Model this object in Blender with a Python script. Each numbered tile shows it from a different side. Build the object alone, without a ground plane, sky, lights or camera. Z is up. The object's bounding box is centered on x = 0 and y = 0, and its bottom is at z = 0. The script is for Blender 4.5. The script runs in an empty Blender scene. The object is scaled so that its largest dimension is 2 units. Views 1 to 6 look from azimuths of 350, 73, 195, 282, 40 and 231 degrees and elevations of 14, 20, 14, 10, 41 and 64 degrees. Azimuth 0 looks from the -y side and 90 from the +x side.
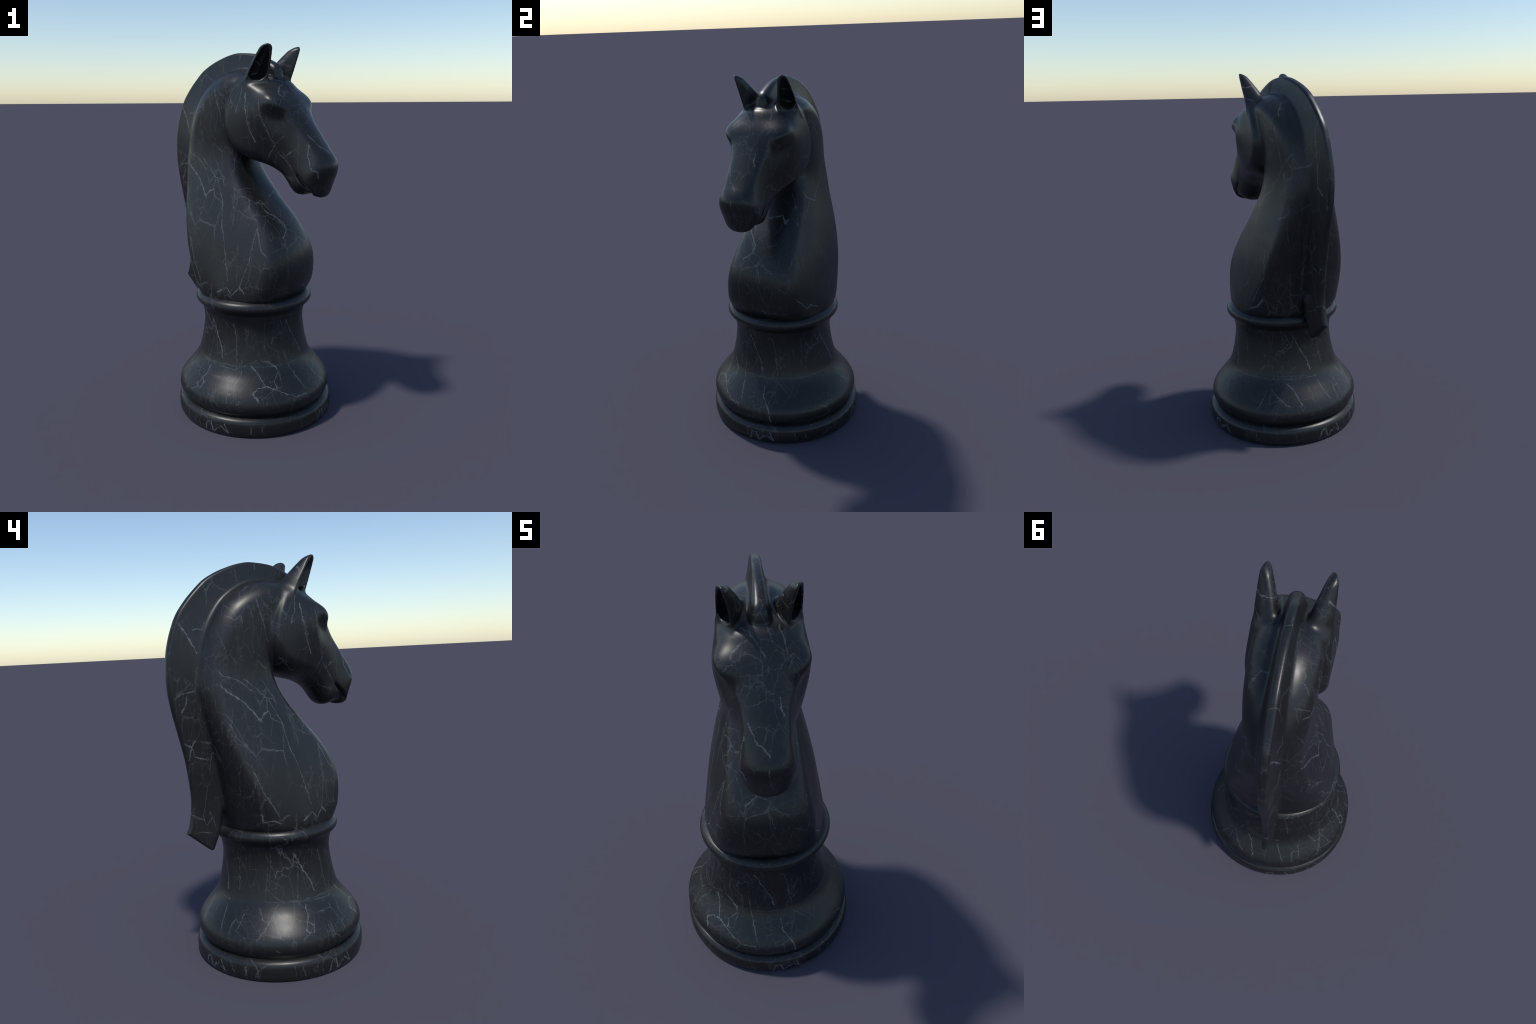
"""Black marble chess knight: lathe-turned pedestal carrying a carved horse bust.
The horse is one smooth carved surface (inflated side outlines blended together, meshed on a
grid) whose faces are then divided into neck, head, mane and ears."""
import bpy, math, random
import numpy as np

FACING = math.radians(43.0)        # direction the horse looks (0 = -y, 90 = +x)
LATERAL_SHIFT = -0.003
CELL = 0.005

# --------------------------------------------------------------------------- helpers
def spline(points, per=8, closed=True):
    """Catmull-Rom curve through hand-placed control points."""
    p = np.array(points, float)
    n = len(p)
    out = []
    for i in range(n if closed else n - 1):
        if closed:
            a, b, c, d = p[(i - 1) % n], p[i], p[(i + 1) % n], p[(i + 2) % n]
        else:
            a, b, c, d = p[max(i - 1, 0)], p[i], p[i + 1], p[min(i + 2, n - 1)]
        for t in np.arange(per) / per:
            out.append(0.5 * (2 * b + (c - a) * t + (2 * a - 5 * b + 4 * c - d) * t * t
                              + (3 * b - a - 3 * c + d) * t ** 3))
    if not closed:
        out.append(p[-1])
    return np.array(out)


def outline_depth(poly, X, Y):
    """Signed distance to a closed outline, positive inside."""
    best = np.full(X.shape, 1e9)
    inside = np.zeros(X.shape, bool)
    for (x0, y0), (x1, y1) in zip(poly, np.roll(poly, -1, 0)):
        dx, dy = x1 - x0, y1 - y0
        t = np.clip(((X - x0) * dx + (Y - y0) * dy) / (dx * dx + dy * dy + 1e-12), 0, 1)
        best = np.minimum(best, (X - x0 - t * dx) ** 2 + (Y - y0 - t * dy) ** 2)
        if y0 != y1:
            inside ^= ((y0 > Y) != (y1 > Y)) & (X < (x1 - x0) * (Y - y0) / (y1 - y0) + x0)
    return np.where(inside, 1, -1) * np.sqrt(best)


def field(controls, X, Y):
    """Smooth thin-plate field through (x, y, value) controls."""
    c = np.array(controls, float)
    n = len(c)

    def kern(r2):
        return r2 * np.log(r2 + 1e-9)
    K = kern((c[:, None, 0] - c[None, :, 0]) ** 2 + (c[:, None, 1] - c[None, :, 1]) ** 2)
    K += np.eye(n) * 2e-4
    P = np.c_[np.ones(n), c[:, :2]]
    A = np.block([[K, P], [P.T, np.zeros((3, 3))]])
    s = np.linalg.solve(A, np.r_[c[:, 2], np.zeros(3)])
    out = s[n] + s[n + 1] * X + s[n + 2] * Y
    for i in range(n):
        out = out + s[i] * kern((X - c[i, 0]) ** 2 + (Y - c[i, 1]) ** 2)
    return np.clip(out, c[:, 2].min() * 0.85, c[:, 2].max() * 1.05)


def smin(a, b, k):
    h = np.clip(0.5 + 0.5 * (b - a) / k, 0, 1)
    return b + (a - b) * h - k * h * (1 - h)


def smax(a, b, k):
    return -smin(-a, -b, k)


# --------------------------------------------------------------------------- grid
gf = np.arange(-0.62, 0.56, CELL)
gz = np.arange(0.585, 2.03, CELL)
gl = np.arange(0.0, 0.335, CELL)
F2, Z2 = np.meshgrid(gf, gz, indexing="ij")
F3 = F2[:, None, :].astype(np.float32)
Z3 = Z2[:, None, :].astype(np.float32)
L3 = gl[None, :, None].astype(np.float32)


def normalise(G):
    a, b, c = np.gradient(G, CELL)
    # mirror symmetric in l: derivative on the mid plane is zero
    b[:, 0, :] = 0
    m = np.sqrt(a * a + b * b + c * c)
    return G / np.maximum(m, 0.25 * np.median(m))


def inflated(outline, width, rounding, power=2.0):
    """Solid whose side view is the outline; half width and edge rounding vary over it."""
    d = outline_depth(outline, F2, Z2)
    w = field(width, F2, Z2)
    r = field(rounding, F2, Z2)
    q = (r - d) / r
    q = 0.5 * (q + np.sqrt(q * q + 0.003)) - 0.0
    p = power
    e = (q ** p)[:, None, :].astype(np.float32)
    G = (e + (L3 / w[:, None, :].astype(np.float32)) ** p) ** (1 / p) - 1
    return normalise(G.astype(np.float32))


def ellipsoid(centre, radii, tilt=0.0):
    """tilt turns the ellipsoid in the side plane (degrees)."""
    c, s = math.cos(math.radians(tilt)), math.sin(math.radians(tilt))
    df, dz, dl = F3 - centre[0], Z3 - centre[2], L3 - centre[1]
    u, v = df * c + dz * s, -df * s + dz * c
    k = np.sqrt((u / radii[0]) ** 2 + (dl / radii[1]) ** 2 + (v / radii[2]) ** 2)
    g = np.sqrt((u / radii[0] ** 2) ** 2 + (dl / radii[1] ** 2) ** 2 + (v / radii[2] ** 2) ** 2)
    return (k * (k - 1) / np.maximum(g, 1e-6)).astype(np.float32)


def tapered(a, b, ra, rb):
    """Round cone between two points (f, l, z)."""
    a, b = np.array(a), np.array(b)
    ab = b - a
    pf, pl, pz = F3 - a[0], L3 - a[1], Z3 - a[2]
    t = np.clip((pf * ab[0] + pl * ab[1] + pz * ab[2]) / (ab @ ab), 0, 1)
    d = np.sqrt((pf - t * ab[0]) ** 2 + (pl - t * ab[1]) ** 2 + (pz - t * ab[2]) ** 2)
    return (d - (ra + (rb - ra) * t)).astype(np.float32)


# --------------------------------------------------------------------------- neck and chest
neck_outline = spline([
    (0.266, 0.690), (0.298, 0.750), (0.314, 0.820), (0.316, 0.900), (0.301, 0.975),
    (0.266, 1.050), (0.204, 1.135), (0.120, 1.225), (0.044, 1.315), (0.000, 1.395),
    (-0.018, 1.500), (0.010, 1.620), (0.080, 1.740), (0.110, 1.820), (0.060, 1.872),
    (-0.020, 1.890), (-0.095, 1.885), (-0.160, 1.866), (-0.222, 1.834), (-0.280, 1.790),
    (-0.337, 1.722), (-0.380, 1.648), (-0.407, 1.570), (-0.420, 1.490), (-0.424, 1.390),
    (-0.404, 1.280), (-0.378, 1.160), (-0.352, 1.040), (-0.332, 0.930), (-0.319, 0.840),
    (-0.308, 0.765), (-0.296, 0.705), (-0.278, 0.650), (-0.270, 0.450), (0.250, 0.450), (0.252, 0.640)])
neck_width = [
    (0.00, 0.66, 0.285), (0.00, 0.72, 0.294), (0.00, 0.81, 0.282), (0.00, 0.90, 0.264),
    (0.00, 1.01, 0.242), (0.00, 1.12, 0.209), (0.00, 1.20, 0.184), (-0.05, 1.29, 0.167),
    (-0.10, 1.40, 0.148), (-0.15, 1.55, 0.146), (-0.12, 1.70, 0.148), (-0.05, 1.80, 0.148),
    (0.27, 0.90, 0.212), (0.27, 0.80, 0.222), (0.23, 0.70, 0.24), (0.20, 1.05, 0.184),
    (0.08, 1.20, 0.160), (0.00, 1.32, 0.140), (-0.02, 1.45, 0.116),
    (-0.25, 0.72, 0.268), (-0.27, 0.90, 0.251), (-0.30, 1.10, 0.211), (-0.33, 1.30, 0.156),
    (-0.34, 1.50, 0.124), (-0.26, 1.70, 0.138), (-0.15, 1.82, 0.143)]
neck_round = [
    (0.25, 0.68, 0.09), (0.30, 0.90, 0.075), (0.18, 1.15, 0.052), (0.0, 1.33, 0.045),
    (0.05, 1.70, 0.07), (-0.05, 1.88, 0.10), (-0.27, 1.80, 0.11), (-0.40, 1.50, 0.13),
    (-0.38, 1.20, 0.075), (-0.33, 0.90, 0.085), (-0.27, 0.68, 0.20), (0.0, 1.0, 0.13)]
neck = inflated(neck_outline, neck_width, neck_round, 2.1)
# the chest turns into the round seat that stands on the collar
rise = np.clip((Z3 - 0.695) / 0.24, 0, 1)
seat = (np.sqrt(F3 ** 2 + L3 ** 2) - (0.281 + 0.096 * np.sqrt(rise * (2 - rise)) + 0.3 * np.maximum(Z3 - 0.85, 0))).astype(np.float32)
neck = smax(neck, seat, 0.025)
neck = smax(neck, (0.662 - Z3 + 0 * L3).astype(np.float32), 0.004)

# --------------------------------------------------------------------------- head
head_outline = spline([
    (0.000, 1.845), (-0.036, 1.785), (-0.066, 1.715), (-0.085, 1.645), (-0.083, 1.570),
    (-0.058, 1.500), (-0.009, 1.452), (0.060, 1.422), (0.130, 1.404), (0.178, 1.386),
    (0.221, 1.360), (0.252, 1.326), (0.280, 1.288), (0.311, 1.264), (0.343, 1.263),
    (0.375, 1.273), (0.415, 1.258), (0.456, 1.262), (0.483, 1.330), (0.502, 1.380),
    (0.506, 1.418), (0.496, 1.448), (0.474, 1.476), (0.447, 1.506), (0.379, 1.596), (0.338, 1.654),
    (0.310, 1.700), (0.284, 1.743), (0.249, 1.787), (0.211, 1.829), (0.155, 1.850),
    (0.090, 1.866), (0.040, 1.868)])
head_width = [
    (0.335, 1.685, 0.090), (0.40, 1.580, 0.078), (0.485, 1.462, 0.084),
    (0.235, 1.710, 0.170), (0.285, 1.648, 0.128), (0.330, 1.58, 0.100),
    (0.10, 1.60, 0.183), (0.19, 1.56, 0.165), (0.00, 1.60, 0.180), (-0.06, 1.62, 0.177),
    (0.09, 1.48, 0.168), (0.17, 1.45, 0.145), (0.25, 1.48, 0.125), (0.33, 1.45, 0.106),
    (0.40, 1.42, 0.104), (0.45, 1.38, 0.111), (0.45, 1.30, 0.100), (0.30, 1.30, 0.090),
    (0.24, 1.37, 0.098), (0.36, 1.34, 0.103), (0.305, 1.745, 0.110), (0.23, 1.80, 0.120),
    (0.11, 1.84, 0.150), (0.15, 1.75, 0.173), (0.02, 1.80, 0.163), (0.05, 1.70, 0.180)]
head_round = [
    (0.00, 1.83, 0.055), (-0.08, 1.62, 0.055), (0.0, 1.46, 0.09), (0.15, 1.39, 0.09),
    (0.27, 1.27, 0.06), (0.43, 1.26, 0.085), (0.50, 1.40, 0.095), (0.48, 1.47, 0.055), (0.42, 1.55, 0.035),
    (0.33, 1.69, 0.05), (0.26, 1.79, 0.085), (0.12, 1.86, 0.085), (0.2, 1.6, 0.06)]
head = inflated(head_outline, head_width, head_round, 2.2)
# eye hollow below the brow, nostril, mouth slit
head = smax(head, -ellipsoid((0.278, 0.219, 1.646), (0.080, 0.062, 0.052), -52), 0.07)
head = smin(head, ellipsoid((0.227, 0.116, 1.721), (0.048, 0.050, 0.028), -35), 0.055)
mouth = tapered((0.334, 0.110, 1.386), (0.420, 0.100, 1.288), 0.006, 0.016)
mouth = smin(mouth, tapered((0.420, 0.100, 1.286), (0.385, 0.0, 1.262), 0.010, 0.006), 0.01)
mouth = smin(mouth, tapered((0.348, 0.094, 1.368), (0.412, 0.078, 1.294), 0.005, 0.014), 0.01)
head = smax(head, -mouth, 0.008)

# --------------------------------------------------------------------------- mane
mane_outline = spline([
    (0.190, 1.830), (0.194, 1.860), (0.178, 1.905), (0.130, 1.936), (0.040, 1.970),
    (-0.075, 1.982), (-0.140, 1.975), (-0.200, 1.959), (-0.270, 1.933), (-0.337, 1.897),
    (-0.388, 1.854), (-0.439, 1.803), (-0.489, 1.739), (-0.523, 1.666), (-0.548, 1.586),
    (-0.559, 1.510), (-0.560, 1.410), (-0.548, 1.310), (-0.520, 1.180), (-0.496, 1.068),
    (-0.480, 0.960), (-0.472, 0.865), (-0.482, 0.770), (-0.502, 0.712)], 6, False)
mane_tail = [(-0.508, 0.706), (-0.386, 0.602), (-0.376, 0.606)]
mane_inner = spline([(-0.335, 0.700), (-0.318, 0.800), (-0.300, 0.95), (-0.320, 1.100), (-0.345, 1.250),
                     (-0.360, 1.400), (-0.350, 1.540), (-0.310, 1.650), (-0.240, 1.740),
                     (-0.150, 1.800), (-0.050, 1.830), (0.060, 1.825), (0.140, 1.790)], 6, False)
mane_outline[:, :] -= 0.008 * np.clip((mane_outline[:, 1:] - 0.75) / 0.3, 0, 1) * np.stack(
    [np.gradient(mane_outline[:, 1]), -np.gradient(mane_outline[:, 0])], 1) / np.maximum(
    np.hypot(np.gradient(mane_outline[:, 0]), np.gradient(mane_outline[:, 1]))[:, None], 1e-6) 
mane_poly = np.vstack([mane_outline, mane_tail, mane_inner])
d2 = outline_depth(mane_poly, F2, Z2)
outer = outline_depth(np.vstack([mane_outline, [(-0.53, 0.3), (-0.1, 0.3), (0.0, 1.5), (0.15, 1.7)]]), F2, Z2)
outer = np.clip(outer, 0, 0.2)
half = 0.020 + 0.017 * np.clip(outer / 0.085, 0, 1.6) ** 1.3
half *= np.interp(Z2, [0.60, 0.75, 1.0, 1.4], [0.66, 0.78, 0.95, 1.0])
half += 0.014 * np.clip((F2 - 0.02) / 0.14, 0, 1) * (Z2 > 1.7)
edge = (0.013 + 0.015 * np.clip((F2 - 0.02) / 0.12, 0, 1) * (Z2 > 1.7))[:, None, :]
qx = -d2[:, None, :] + edge
qy = L3 - half[:, None, :] * 0.96 + edge
mane = (np.sqrt(np.maximum(qx, 0) ** 2 + np.maximum(qy, 0) ** 2)
        + np.minimum(np.maximum(qx, qy), 0) - edge).astype(np.float32)

# --------------------------------------------------------------------------- ears
# half-cone shell standing on the temple, open outwards and a little forwards
t = (Z3 - 1.828) / 0.172
cf = 0.114 + 0.083 * t
cl = 0.126 + 0.012 * t
df, dl = F3 - cf, L3 - cl
# skewed frame: the mouth runs along (-0.857, 0.514), the back of the ear trails along (-0.80, -0.60)
det = -0.857 * 0.60 - 0.514 * 0.80
along = (0.60 * df - 0.80 * dl) / det
depth = (-0.514 * df - 0.857 * dl) / det


def taper(steps, sizes):
    return np.interp(t, steps, sizes).astype(np.float32)


ear_steps = [-0.6, 0, 0.3, 0.5, 0.7, 0.85, 1.0, 1.2]
ear_w = taper(ear_steps, [0.064, 0.060, 0.053, 0.046, 0.039, 0.033, 0.028, 0.022])
ear_d = taper(ear_steps, [0.140, 0.128, 0.104, 0.086, 0.066, 0.049, 0.031, 0.018])
tip = np.maximum(t - 0.86, 0) / 0.143
ear = normalise((np.sqrt((along / ear_w) ** 2 + (depth / ear_d) ** 2 + tip ** 2) - 1).astype(np.float32))
ear = smax(ear, (1.79 - Z3 + 0 * L3).astype(np.float32), 0.01)
ear = smax(ear, (depth - 0.08 * ear_d).astype(np.float32), 0.008)
hollow_w = np.maximum(ear_w - 0.011, 0.002) * taper([-0.02, 0.15], [0.35, 1])
hollow_d = np.maximum(0.66 * ear_d - 0.006, 0.002) * taper([-0.02, 0.15], [0.2, 1])
scoop = np.maximum(t - 0.55, 0) / 0.38
ear_hollow = normalise((np.sqrt((along / hollow_w) ** 2 + (depth / hollow_d) ** 2 + scoop ** 2) - 1).astype(np.float32))
ear_hollow = smax(ear_hollow, (1.826 - Z3 + 0 * L3).astype(np.float32), 0.005)
ear = smax(ear, -ear_hollow, 0.006)

# --------------------------------------------------------------------------- carve
def mirror(a):
    return np.concatenate([a[:, :0:-1, :], a], axis=1)


def surface_nets(V, origin, h):
    """Quad mesh of the zero surface of a sampled field."""
    neg = V < 0
    nx, ny, nz = V.shape
    cell_in = np.zeros((nx - 1, ny - 1, nz - 1), np.int8)
    for i in (0, 1):
        for j in (0, 1):
            for k in (0, 1):
                cell_in += neg[i:nx - 1 + i, j:ny - 1 + j, k:nz - 1 + k]
    active = (cell_in > 0) & (cell_in < 8)
    idx = np.argwhere(active)
    ids = np.full(active.shape, -1, np.int64)
    ids[active] = np.arange(len(idx))
    acc = np.zeros((len(idx), 3))
    cnt = np.zeros(len(idx))
    corners = [(0, 0, 0), (1, 0, 0), (0, 1, 0), (1, 1, 0), (0, 0, 1), (1, 0, 1), (0, 1, 1), (1, 1, 1)]
    for a in range(8):
        for b in range(a + 1, 8):
            ca, cb = np.array(corners[a]), np.array(corners[b])
            if np.abs(ca - cb).sum() != 1:
                continue
            va = V[tuple((idx + ca).T)]
            vb = V[tuple((idx + cb).T)]
            m = (va < 0) != (vb < 0)
            t = np.where(m, va / np.where(m, va - vb, 1), 0)
            acc += np.where(m[:, None], ca + (cb - ca) * t[:, None], 0)
            cnt += m
    verts = (idx + acc / cnt[:, None]) * h + origin
    quads = []
    for ax in range(3):
        u, v = (ax + 1) % 3, (ax + 2) % 3
        sl0 = [slice(1, -1)] * 3
        sl1 = [slice(1, -1)] * 3
        sl0[ax] = slice(0, -1)
        sl1[ax] = slice(1, None)
        A, B = neg[tuple(sl0)], neg[tuple(sl1)]
        for flip, M in ((False, A & ~B), (True, ~A & B)):
            p = np.argwhere(M)
            off = np.ones(3, int)
            off[ax] = 0
            p = p + off
            eu, ev = np.zeros(3, int), np.zeros(3, int)
            eu[u] = 1
            ev[v] = 1
            q = np.stack([ids[tuple((p - eu - ev).T)], ids[tuple((p - ev).T)],
                          ids[tuple(p.T)], ids[tuple((p - eu).T)]], 1)
            quads.append(q[:, ::-1] if flip else q)
    return verts, np.vstack(quads)


def sample(V, P, origin, h):
    g = (P - origin) / h
    i = np.clip(np.floor(g).astype(int), 0, np.array(V.shape) - 2)
    t = g - i
    out = 0
    for a in (0, 1):
        for b in (0, 1):
            for c in (0, 1):
                w = (t[:, 0] if a else 1 - t[:, 0]) * (t[:, 1] if b else 1 - t[:, 1]) * (t[:, 2] if c else 1 - t[:, 2])
                out = out + w * V[i[:, 0] + a, i[:, 1] + b, i[:, 2] + c]
    return out


NECK, MANE, HEAD, EAR = mirror(neck), mirror(mane), mirror(head), mirror(ear)
V = smin(NECK, HEAD, 0.017)
V = smin(V, MANE, 0.014)
V = smin(V, EAR, 0.020)
origin = np.array((gf[0], -gl[-1], gz[0]))
verts, quads = surface_nets(V, origin, CELL)
# even out the net: tangential smoothing followed by a return to the carved surface
edges = np.vstack([quads[:, [0, 1]], quads[:, [1, 2]], quads[:, [2, 3]], quads[:, [3, 0]]])
deg = np.bincount(edges.ravel(), minlength=len(verts))[:, None]
grad = np.gradient(V, CELL)
for it in range(6):
    s = np.zeros_like(verts)
    for c in range(3):
        s[:, c] = (np.bincount(edges[:, 0], verts[edges[:, 1], c], len(verts))
                   + np.bincount(edges[:, 1], verts[edges[:, 0], c], len(verts)))
    verts = verts * 0.5 + 0.5 * s / np.maximum(deg, 1)
    n = np.stack([sample(g, verts, origin, CELL) for g in grad], 1)
    g2 = np.maximum((n * n).sum(1, keepdims=True), 0.2)
    step = sample(V, verts, origin, CELL)[:, None] * n / g2
    verts = verts - np.clip(step, -CELL, CELL) * (0.9 if it < 5 else 0.7)

mid_pts = verts[quads].mean(1)
labels_fields = [("neck", NECK), ("head", HEAD), ("mane", MANE), ("ear", EAR)]
vals = np.stack([sample(g, mid_pts, origin, CELL) for _, g in labels_fields], 1)
label = vals.argmin(1)
label = np.where((label == 3) & (mid_pts[:, 1] < 0), 4, label)

ca, sa = math.cos(FACING), math.sin(FACING)


def to_world(P):
    f, l, z = P[:, 0], P[:, 1] + LATERAL_SHIFT, P[:, 2]
    return np.stack([f * sa + l * ca, -f * ca + l * sa, z], 1)


W = to_world(verts)
tri_n = np.cross(W[quads[:, 2]] - W[quads[:, 0]], W[quads[:, 3]] - W[quads[:, 1]])
VN = np.zeros_like(W)
for k in range(4):
    for c in range(3):
        VN[:, c] += np.bincount(quads[:, k], tri_n[:, c], len(W))
VN /= np.maximum(np.linalg.norm(VN, axis=1, keepdims=True), 1e-12)

# --------------------------------------------------------------------------- materials
# Black marble. Every part carries a procedural net of cracks and hairlines plus the boldest pale
# veins, each given as a short route of control points and drawn by distance-to-segment nodes.
# Routes on the horse: "right"/"left" flank as (forward, height), "front" as (leftward, height).
# Routes on the pedestal as (angle in degrees, height); the stem and foot routes recur every quarter turn.
NECK_VEINS = [
    ("right", 3, [(-0.345, 1.404), (-0.318, 1.378), (-0.274, 1.346), (-0.240, 1.320), (-0.178, 1.235), (-0.159, 1.260), (-0.125, 1.272)]),
    ("right", 3, [(-0.227, 0.798), (-0.220, 0.758), (-0.185, 0.766), (-0.143, 0.746)]),
    ("right", 3, [(-0.023, 0.743), (0.036, 0.779), (0.065, 0.738), (0.108, 0.787), (0.135, 0.755)]),
    ("right", 1, [(-0.215, 1.783), (-0.194, 1.829), (-0.172, 1.835), (-0.145, 1.855)]),
    ("right", 2, [(-0.345, 1.478), (-0.332, 1.451), (-0.286, 1.437), (-0.250, 1.421), (-0.196, 1.372)]),
    ("right", 2, [(-0.236, 1.436), (-0.177, 1.386), (-0.122, 1.334), (-0.076, 1.327), (-0.064, 1.299)]),
    ("right", 2, [(-0.122, 1.334), (-0.129, 1.287), (-0.114, 1.238), (-0.074, 1.216)]),
    ("right", 2, [(-0.116, 1.332), (-0.059, 1.216), (-0.041, 1.095), (-0.011, 1.017), (0.036, 0.814)]),
    ("right", 2, [(-0.253, 1.004), (-0.215, 0.898), (-0.150, 0.785)]),
    ("right", 2, [(-0.141, 1.791), (-0.130, 1.745), (-0.109, 1.687), (-0.085, 1.594)]),
    ("right", 2, [(-0.286, 1.716), (-0.254, 1.696), (-0.222, 1.718), (-0.219, 1.684)]),
    ("right", 2, [(0.108, 0.787), (0.146, 0.926), (0.158, 1.090), (0.206, 0.980), (0.241, 0.949)]),
    ("right", 1, [(-0.332, 1.269), (-0.292, 1.180), (-0.268, 1.107)]),
    ("right", 1, [(-0.014, 1.311), (0.017, 1.180), (0.025, 1.098)]),
    ("left", 3, [(-0.024, 1.363), (-0.038, 1.329), (-0.094, 1.301), (-0.138, 1.359), (-0.206, 1.396)]),
    ("left", 3, [(0.247, 0.841), (0.182, 0.766), (0.152, 0.780), (0.095, 0.752)]),
    ("left", 3, [(-0.240, 0.820), (-0.205, 0.770), (-0.150, 0.750)]),
    ("left", 2, [(-0.220, 1.730), (-0.249, 1.650), (-0.283, 1.518), (-0.199, 1.383)]),
    ("left", 2, [(-0.283, 1.518), (-0.319, 1.556), (-0.347, 1.595)]),
    ("left", 2, [(-0.297, 1.493), (-0.309, 1.450), (-0.364, 1.480)]),
    ("left", 2, [(-0.243, 1.087), (-0.267, 0.959), (-0.182, 0.800)]),
    ("left", 2, [(-0.228, 1.776), (-0.183, 1.840), (-0.197, 1.855)]),
    ("left", 1, [(0.002, 1.136), (-0.024, 1.030), (-0.069, 0.929)]),
    ("front", 3, [(-0.013, 1.233), (0.064, 1.252), (0.093, 1.216), (0.100, 1.234)]),
    ("front", 3, [(-0.104, 1.171), (-0.037, 1.109), (-0.042, 1.077), (-0.095, 1.035)]),
    ("front", 2, [(-0.130, 1.206), (-0.088, 1.219), (-0.071, 1.170), (-0.049, 1.080)]),
    ("front", 2, [(0.003, 1.031), (0.019, 0.979), (0.031, 0.929)]),
    ("front", 2, [(0.078, 1.359), (0.103, 1.319), (0.136, 1.258), (0.151, 1.203)]),
    ("front", 2, [(0.037, 0.767), (0.071, 0.744), (0.113, 0.759)]),
    ("front", 1, [(-0.179, 0.979), (-0.103, 0.995), (-0.042, 1.073), (0.003, 1.063), (0.064, 0.995), (0.170, 0.980)]),
]
HEAD_VEINS = [
    ("right", 3, [(0.084, 1.765), (0.095, 1.681), (0.113, 1.597), (0.145, 1.530)]),
    ("right", 3, [(0.406, 1.521), (0.412, 1.455), (0.435, 1.402), (0.464, 1.389), (0.462, 1.358)]),
    ("front", 2, [(-0.076, 1.832), (-0.047, 1.830), (-0.031, 1.818), (0.007, 1.762)]),
    ("front", 2, [(-0.115, 1.758), (-0.101, 1.778), (-0.080, 1.790), (-0.052, 1.808)]),
    ("right", 2, [(0.061, 1.801), (0.050, 1.730), (0.023, 1.671), (0.067, 1.711)]),
    ("right", 2, [(0.169, 1.737), (0.182, 1.655), (0.240, 1.514), (0.185, 1.435)]),
    ("right", 2, [(0.250, 1.482), (0.274, 1.452), (0.341, 1.497)]),
    ("right", 2, [(-0.029, 1.520), (0.006, 1.488), (0.054, 1.455), (0.068, 1.460)]),
    ("right", 1, [(0.239, 1.520), (0.289, 1.563)]),
    ("front", 2, [(0.048, 1.862), (0.066, 1.832), (0.082, 1.800), (0.091, 1.768)]),
    ("left", 2, [(0.312, 1.483), (0.350, 1.451), (0.382, 1.388)]),
    ("left", 2, [(0.303, 1.476), (0.273, 1.445), (0.211, 1.425)]),
    ("left", 1, [(0.094, 1.756), (0.069, 1.700), (0.049, 1.626)]),
    ("front", 3, [(0.055, 1.639), (0.056, 1.610), (0.065, 1.583)]),
    ("front", 2, [(-0.067, 1.563), (-0.038, 1.511), (-0.022, 1.501), (0.005, 1.476)]),
    ("front", 2, [(-0.001, 1.433), (0.010, 1.336), (0.021, 1.329)]),
    ("front", 1, [(0.018, 1.712), (0.017, 1.750), (0.048, 1.780), (0.086, 1.752), (0.112, 1.760), (0.144, 1.725)]),
    ("front", 1, [(-0.118, 1.756), (-0.099, 1.743), (-0.064, 1.775), (-0.005, 1.754), (-0.005, 1.710), (-0.086, 1.706)]),
]
MANE_VEINS = [
    ("right", 3, [(-0.483, 1.697), (-0.453, 1.645), (-0.412, 1.557)]),
    ("right", 3, [(-0.435, 1.384), (-0.475, 1.381), (-0.525, 1.361)]),
    ("right", 3, [(-0.473, 1.363), (-0.478, 1.328), (-0.497, 1.294)]),
    ("right", 3, [(-0.492, 1.143), (-0.460, 1.125), (-0.448, 1.079), (-0.390, 1.057)]),
    ("right", 3, [(-0.444, 1.154), (-0.460, 1.125), (-0.474, 1.066)]),
    ("right", 2, [(-0.422, 1.663), (-0.377, 1.667), (-0.363, 1.698)]),
    ("right", 2, [(-0.389, 0.801), (-0.371, 0.744), (-0.359, 0.703)]),
    ("right", 2, [(-0.474, 0.704), (-0.443, 0.707), (-0.390, 0.696)]),
    ("right", 1, [(-0.417, 1.493), (-0.435, 1.384)]),
    ("right", 1, [(-0.178, 1.936), (-0.171, 1.883)]),
    ("left", 3, [(-0.453, 1.757), (-0.438, 1.704), (-0.471, 1.533), (-0.475, 1.433), (-0.510, 1.391)]),
    ("left", 2, [(-0.416, 1.012), (-0.456, 0.977), (-0.479, 1.017)]),
    ("left", 1, [(-0.492, 1.599), (-0.542, 1.548)]),
]
EAR_VEINS = [
    ("right", 3, [(0.113, 1.944), (0.108, 1.932), (0.117, 1.904)]),
    ("left", 3, [(0.085, 1.932), (0.105, 1.922), (0.140, 1.930)]),
    ("left", 2, [(0.120, 1.880), (0.077, 1.863), (0.044, 1.853)]),
]
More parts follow.
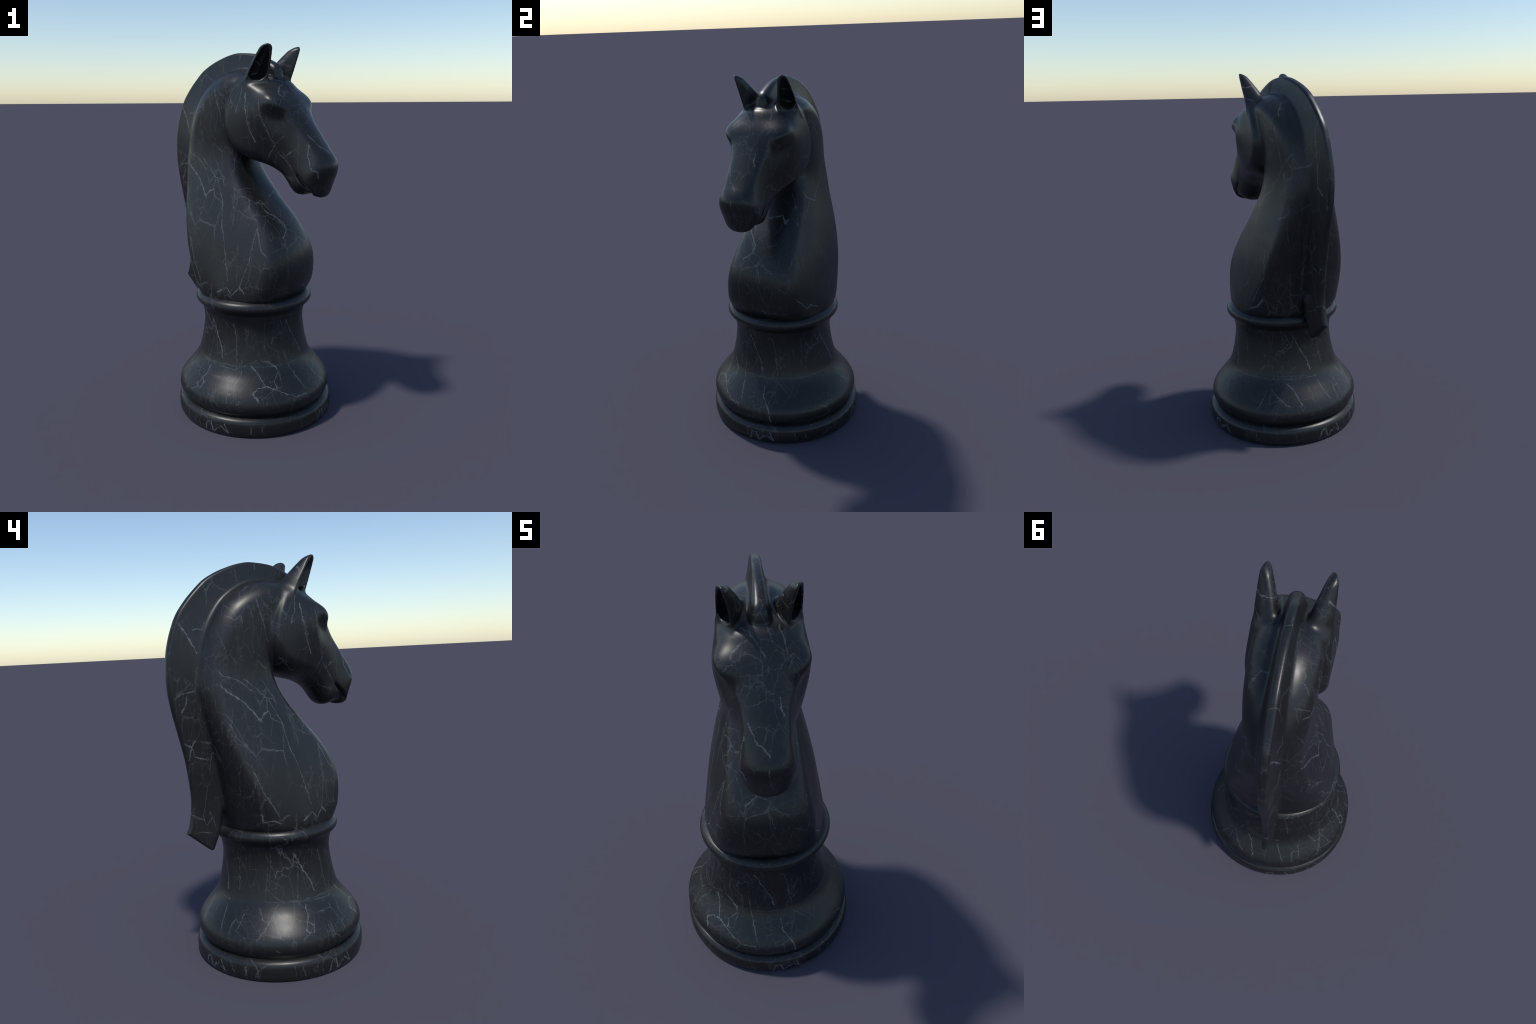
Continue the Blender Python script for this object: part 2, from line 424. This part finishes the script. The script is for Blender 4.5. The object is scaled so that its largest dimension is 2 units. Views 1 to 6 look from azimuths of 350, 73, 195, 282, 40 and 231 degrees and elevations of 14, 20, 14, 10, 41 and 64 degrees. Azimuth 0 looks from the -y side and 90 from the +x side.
BELL_VEINS = [
    ("turn", 3, [(256.9, 0.358), (262.1, 0.329), (269.3, 0.266), (276.4, 0.251), (291.5, 0.203), (300.9, 0.204)]),
    ("turn", 3, [(269.3, 0.266), (263.5, 0.261), (258.8, 0.241), (262.7, 0.206)]),
    ("turn", 3, [(267.3, 0.383), (273.4, 0.376), (281.7, 0.346), (282.3, 0.320), (276.8, 0.285), (277.9, 0.254)]),
    ("turn", 3, [(320.7, 0.310), (321.7, 0.267), (327.3, 0.207), (329.4, 0.127)]),
    ("turn", 3, [(213.9, 0.332), (213.2, 0.285), (208.8, 0.232), (214.1, 0.222), (215.3, 0.249), (210.9, 0.273)]),
    ("turn", 3, [(108.3, 0.329), (115.4, 0.295), (120.6, 0.225)]),
    ("turn", 2, [(248.2, 0.332), (246.6, 0.299), (243.7, 0.275), (244.3, 0.217)]),
    ("turn", 2, [(291.8, 0.426), (295.2, 0.343), (302.6, 0.222)]),
    ("turn", 2, [(46.0, 0.334), (45.3, 0.266), (54.4, 0.229)]),
    ("turn", 2, [(190.2, 0.349), (183.2, 0.276), (174.8, 0.202), (178.4, 0.236), (190.8, 0.216)]),
    ("turn", 2, [(174.2, 0.329), (178.6, 0.280)]),
    ("turn", 2, [(141.0, 0.320), (146.0, 0.221)]),
    ("turn", 2, [(161.4, 0.298), (159.4, 0.230)]),
    ("turn", 2, [(91.2, 0.291), (85.6, 0.206)]),
    ("turn", 2, [(96.0, 0.289), (110.1, 0.222)]),
    ("turn", 1, [(142.1, 0.344), (178.3, 0.357), (179.3, 0.418), (193.5, 0.356), (241.0, 0.338), (262.4, 0.387)]),
    ("turn", 1, [(37.3, 0.346), (75.9, 0.346), (86.3, 0.415), (94.4, 0.418), (95.8, 0.364), (132.8, 0.354)]),
    ("turn", 1, [(331.8, 0.497), (333.5, 0.390), (328.1, 0.253)]),
    ("quarter", 3, [(207.9, 0.583), (215.8, 0.506), (223.8, 0.435), (226.0, 0.385)]),
    ("quarter", 2, [(199.2, 0.592), (206.1, 0.520), (208.5, 0.583)]),
    ("quarter", 2, [(206.1, 0.520), (201.6, 0.510), (198.0, 0.521), (194.7, 0.501), (190.5, 0.503), (188.4, 0.470)]),
    ("quarter", 1, [(184.2, 0.462), (195.0, 0.422), (196.7, 0.382)]),
    ("quarter", 2, [(236.4, 0.580), (239.8, 0.527), (242.0, 0.400)]),
    ("quarter", 1, [(181.0, 0.586), (181.5, 0.518), (179.9, 0.424)]),
]
FOOT_VEINS = [
    ("quarter", 3, [(222.8, 0.011), (224.6, 0.063), (228.0, 0.068), (230.1, 0.012), (233.4, 0.050), (234.6, 0.040),
                    (235.9, 0.058), (241.5, 0.021), (238.4, 0.074)]),
    ("quarter", 2, [(167.3, 0.074), (167.6, 0.024)]),
    ("quarter", 2, [(175.1, 0.073), (175.5, 0.026)]),
    ("quarter", 1, [(204.0, 0.076), (206.0, 0.020)]),
]
QUARTER_START = 156.0
ARC = math.radians(1) * 0.36        # metres per degree on the pedestal


class Nodes:
    """Small helper for wiring shader nodes."""
    def __init__(self, tree):
        self.t = tree

    def put(self, sock, val):
        if isinstance(val, bpy.types.NodeSocket):
            self.t.links.new(val, sock)
        else:
            sock.default_value = val

    def math(self, op, a, b=0.0, clamp=False):
        n = self.t.nodes.new("ShaderNodeMath")
        n.operation, n.use_clamp = op, clamp
        self.put(n.inputs[0], a)
        self.put(n.inputs[1], b)
        return n.outputs[0]

    def vec(self, op, a, b=None, scale=None):
        n = self.t.nodes.new("ShaderNodeVectorMath")
        n.operation = op
        self.put(n.inputs[0], a)
        if b is not None:
            self.put(n.inputs[1], b)
        if scale is not None:
            self.put(n.inputs[3], scale)
        return n.outputs[1] if op in ("DOT_PRODUCT", "LENGTH") else n.outputs[0]

    def chain(self, before, v):
        """v itself, but only once `before` is known (keeps few values alive in the shader)."""
        n = self.t.nodes.new("ShaderNodeVectorMath")
        n.operation = "MULTIPLY_ADD"
        self.put(n.inputs[0], before)
        n.inputs[1].default_value = (1e-7, 1e-7, 1e-7)
        self.put(n.inputs[2], v)
        return n.outputs[0]

    def join(self, x, y, z):
        n = self.t.nodes.new("ShaderNodeCombineXYZ")
        for s, v in zip(n.inputs, (x, y, z)):
            self.put(s, v)
        return n.outputs[0]

    def noise(self, v, scale, detail=2.0, rough=0.5, colour=False):
        n = self.t.nodes.new("ShaderNodeTexNoise")
        self.put(n.inputs["Vector"], v)
        n.inputs["Scale"].default_value = scale
        n.inputs["Detail"].default_value = detail
        n.inputs["Roughness"].default_value = rough
        return n.outputs["Color" if colour else "Fac"]

    def cracks(self, v, scale, seed_shift):
        n = self.t.nodes.new("ShaderNodeTexVoronoi")
        n.feature = "DISTANCE_TO_EDGE"
        self.put(n.inputs["Vector"], self.vec("ADD", v, seed_shift))
        n.inputs["Scale"].default_value = scale
        return n.outputs["Distance"]

    def ramp(self, x, x0, x1, y0, y1, smooth=True):
        n = self.t.nodes.new("ShaderNodeMapRange")
        n.interpolation_type = "SMOOTHSTEP" if smooth else "LINEAR"
        for s, v in zip(n.inputs, (x, x0, x1, y0, y1)):
            self.put(s, v)
        return n.outputs[0]


def marble(name, routes, front_limit=0.0):
    m = bpy.data.materials.new(name)
    m.use_nodes = True
    t = m.node_tree
    k = Nodes(t)
    bsdf = t.nodes["Principled BSDF"]
    pos = t.nodes.new("ShaderNodeTexCoord").outputs["Object"]
    centred = (-0.5, -0.5, -0.5)
    coarse = k.vec("SCALE", k.vec("ADD", k.noise(pos, 9.0, 2.0, colour=True), centred), scale=0.030)
    fine = k.vec("SCALE", k.vec("ADD", k.noise(pos, 55.0, 3.0, 0.68, colour=True), centred), scale=0.022)
    bent = k.vec("ADD", pos, k.vec("ADD", coarse, fine))

    # --- the bold veins
    spaces = {}

    def space(kind):
        if kind in spaces:
            return spaces[kind]
        jog = k.vec("ADD", pos, fine)
        if kind in ("turn", "quarter"):
            sep = t.nodes.new("ShaderNodeSeparateXYZ")
            k.put(sep.inputs[0], jog)
            ang = k.math("MULTIPLY", k.math("ARCTAN2", sep.outputs[1], sep.outputs[0]), 180 / math.pi)
            ang = k.math("FLOORED_MODULO", k.math("ADD", ang, 720.0 - QUARTER_START), 90.0 if kind == "quarter" else 360.0)
            out = k.join(k.math("MULTIPLY", ang, ARC), sep.outputs[2], 0.0)
        else:
            forward = k.vec("DOT_PRODUCT", jog, (sa, -ca, 0.0))
            leftward = k.math("SUBTRACT", k.vec("DOT_PRODUCT", jog, (ca, sa, 0.0)), LATERAL_SHIFT)
            height = k.vec("DOT_PRODUCT", jog, (0, 0, 1))
            if kind == "front":
                out = k.join(leftward, height, k.math("SIGN", k.math("SUBTRACT", forward, front_limit)))
            else:
                out = k.join(forward, height, k.math("SIGN", leftward))
        spaces[kind] = out
        return out

    nearest = {}
    for kind, strength, pts in routes:
        v = space(kind)
        if kind in ("turn", "quarter"):
            span = 90.0 if kind == "quarter" else 360.0
            pts = [(((a - QUARTER_START) % span) * ARC, z, 0.0) for a, z in pts]
        else:
            pts = [(a, z, -1.0 if kind == "right" else 1.0) for a, z in pts]
        for a, b in zip(pts, pts[1:]):
            ba = [q - p for p, q in zip(a, b)]
            l2 = sum(c * c for c in ba)
            if strength in nearest:          # evaluate the segments one after another
                v = k.chain(nearest[strength], v)
            pa = k.vec("SUBTRACT", v, a)
            h = k.math("ADD", k.vec("DOT_PRODUCT", pa, [c / l2 for c in ba]), 0.0, clamp=True)
            d = k.vec("LENGTH", k.vec("SUBTRACT", pa, k.vec("SCALE", ba, scale=h)))
            nearest[strength] = d if strength not in nearest else k.math("MINIMUM", nearest[strength], d)
    patchy = k.noise(pos, 26.0, 3.0, 0.6)
    total = None
    for strength, (w, gain) in {3: (0.0039, 0.90), 2: (0.0032, 0.60), 1: (0.0028, 0.32)}.items():
        if strength in nearest:
            width = k.math("MULTIPLY", k.ramp(patchy, 0.3, 0.7, 0.45, 1.6), w)
            line = k.ramp(k.math("DIVIDE", nearest[strength], width), 0.15, 1.0, 1.0, 0.0)
            glow = k.math("MULTIPLY", k.ramp(nearest[strength], 0.0, 0.026, 0.32, 0.0), k.ramp(k.noise(bent, 60.0, 3.0, 0.7), 0.50, 0.72, 0.0, 1.0))
            layer = k.math("MULTIPLY", k.math("MAXIMUM", line, glow), gain)
            layer = k.math("MULTIPLY", layer, k.ramp(patchy, 0.25, 0.6, 0.55, 1.0))
            total = layer if total is None else k.math("MAXIMUM", total, layer)

    # --- the finer net that runs over everything, drawn out along the height
    tall = k.vec("MULTIPLY", bent, (1.0, 1.0, 0.36))
    for scale, width, gain, lo, hi, shift in ((7.5, 0.018, 0.46, 0.50, 0.63, (0, 0, 0)),
                                              (14.0, 0.022, 0.38, 0.46, 0.60, (3.1, 1.7, 0.4)),
                                              (27.0, 0.030, 0.24, 0.42, 0.60, (7.3, 2.2, 5.0))):
        d = k.cracks(tall, scale, shift)
        line = k.ramp(d, 0.0, width, 1.0, 0.0)
        mask = k.ramp(k.noise(k.vec("ADD", pos, shift), 5.5, 2.0), lo, hi, 0.0, 1.0)
        layer = k.math("MULTIPLY", k.math("MULTIPLY", line, mask), gain)
        total = layer if total is None else k.math("MAXIMUM", total, layer)
    # faint smoky streaks
    smoke = k.noise(k.vec("MULTIPLY", bent, (1.0, 1.0, 0.22)), 34.0, 4.0, 0.65)
    smoke = k.math("MULTIPLY", k.ramp(smoke, 0.56, 0.80, 0.0, 0.16), k.ramp(k.noise(pos, 4.0, 1.0), 0.45, 0.65, 0.0, 1.0))
    total = k.math("ADD", total, smoke, clamp=True)

    mix = t.nodes.new("ShaderNodeMix")
    mix.data_type = "RGBA"
    k.put(mix.inputs["Factor"], total)
    mix.inputs["A"].default_value = (0.0112, 0.0116, 0.0117, 1)
    mix.inputs["B"].default_value = (0.118, 0.126, 0.130, 1)
    t.links.new(mix.outputs["Result"], bsdf.inputs["Base Color"])
    rough = k.ramp(k.noise(pos, 12.0, 3.0), 0.3, 0.7, ROUGH - 0.02, ROUGH + 0.03)
    t.links.new(rough, bsdf.inputs["Roughness"])
    bsdf.inputs["Specular IOR Level"].default_value = 0.46
    return m


ROUGH = 0.365
PART_MATERIAL = {
    "neck": marble("black_marble_neck", NECK_VEINS, 0.0),
    "head": marble("black_marble_head", HEAD_VEINS, 0.13),
    "mane": marble("black_marble_mane", MANE_VEINS),
    "ear": marble("black_marble_ear", EAR_VEINS),
    "bell": marble("black_marble_bell", BELL_VEINS),
    "foot": marble("black_marble_foot", FOOT_VEINS),
    "collar": marble("black_marble_collar", []),
}

# --------------------------------------------------------------------------- scene
root_obj = bpy.data.objects.new("chess_knight", None)
root_obj["label"] = "black marble chess knight, horse head on turned round pedestal"
root_obj["category"] = "chess piece"
bpy.context.collection.objects.link(root_obj)


def add_mesh(name, V_, faces, normals=None, parent=root_obj):
    me = bpy.data.meshes.new(name)
    me.from_pydata([tuple(v) for v in V_], [], [tuple(int(i) for i in f) for f in faces])
    me.update()
    me.polygons.foreach_set("use_smooth", [True] * len(me.polygons))
    if normals is not None:
        me.normals_split_custom_set_from_vertices([tuple(n) for n in normals])
    me.materials.append(PART_MATERIAL[name])
    ob = bpy.data.objects.new(name, me)
    bpy.context.collection.objects.link(ob)
    ob.parent = parent
    return ob


for i, nm in enumerate(["neck", "head", "mane", "ear", "ear"]):
    fs = quads[label == i]
    used, inv = np.unique(fs, return_inverse=True)
    add_mesh(nm, W[used], inv.reshape(fs.shape), VN[used])


def lathe(name, profile, seg=128, axis=(0.0, 0.0)):
    """Turned solid from a (radius, height) profile running from axis to axis."""
    V_, Fc = [], []
    rings = []
    for r, z in profile:
        if r < 1e-6:
            rings.append([len(V_)])
            V_.append((axis[0], axis[1], z))
        else:
            rings.append(list(range(len(V_), len(V_) + seg)))
            V_ += [(axis[0] + r * math.cos(2 * math.pi * k / seg), axis[1] + r * math.sin(2 * math.pi * k / seg), z)
                   for k in range(seg)]
    for a, c in zip(rings, rings[1:]):
        for k in range(seg):
            k2 = (k + 1) % seg
            if len(a) == 1:
                Fc.append((a[0], c[k2], c[k]))
            elif len(c) == 1:
                Fc.append((a[k], a[k2], c[0]))
            else:
                Fc.append((a[k], a[k2], c[k2], c[k]))
    return add_mesh(name, V_, Fc)


def turned(ctrl, per=6):
    return [tuple(p) for p in spline(ctrl, per, False)]


lathe("foot", [(0, 0.0)] + turned([(0.424, 0.0), (0.431, 0.006), (0.438, 0.025), (0.4395, 0.055), (0.4375, 0.078),
                                    (0.431, 0.092), (0.420, 0.101), (0.408, 0.106), (0.395, 0.108)]) + [(0, 0.108)])
lathe("bell", [(0, 0.09)] + turned([(0.398, 0.095), (0.402, 0.108), (0.412, 0.122), (0.422, 0.138), (0.4290, 0.160),
                                    (0.4260, 0.188), (0.4145, 0.213), (0.3945, 0.241), (0.3665, 0.275), (0.3370, 0.312),
                                    (0.3145, 0.352), (0.3000, 0.400), (0.2885, 0.455), (0.2805, 0.510), (0.2775, 0.550),
                                    (0.2800, 0.585), (0.2850, 0.610), (0.2900, 0.640)]) + [(0, 0.64)], axis=(-0.004, -0.002))
lathe("collar", [(0, 0.61)] + turned([(0.280, 0.612), (0.291, 0.627), (0.303, 0.641), (0.315, 0.653), (0.3220, 0.664), (0.3235, 0.675),
                                      (0.320, 0.689), (0.311, 0.700), (0.300, 0.706), (0.290, 0.709), (0.280, 0.709)]) + [(0, 0.709)], axis=(-0.003, -0.001))
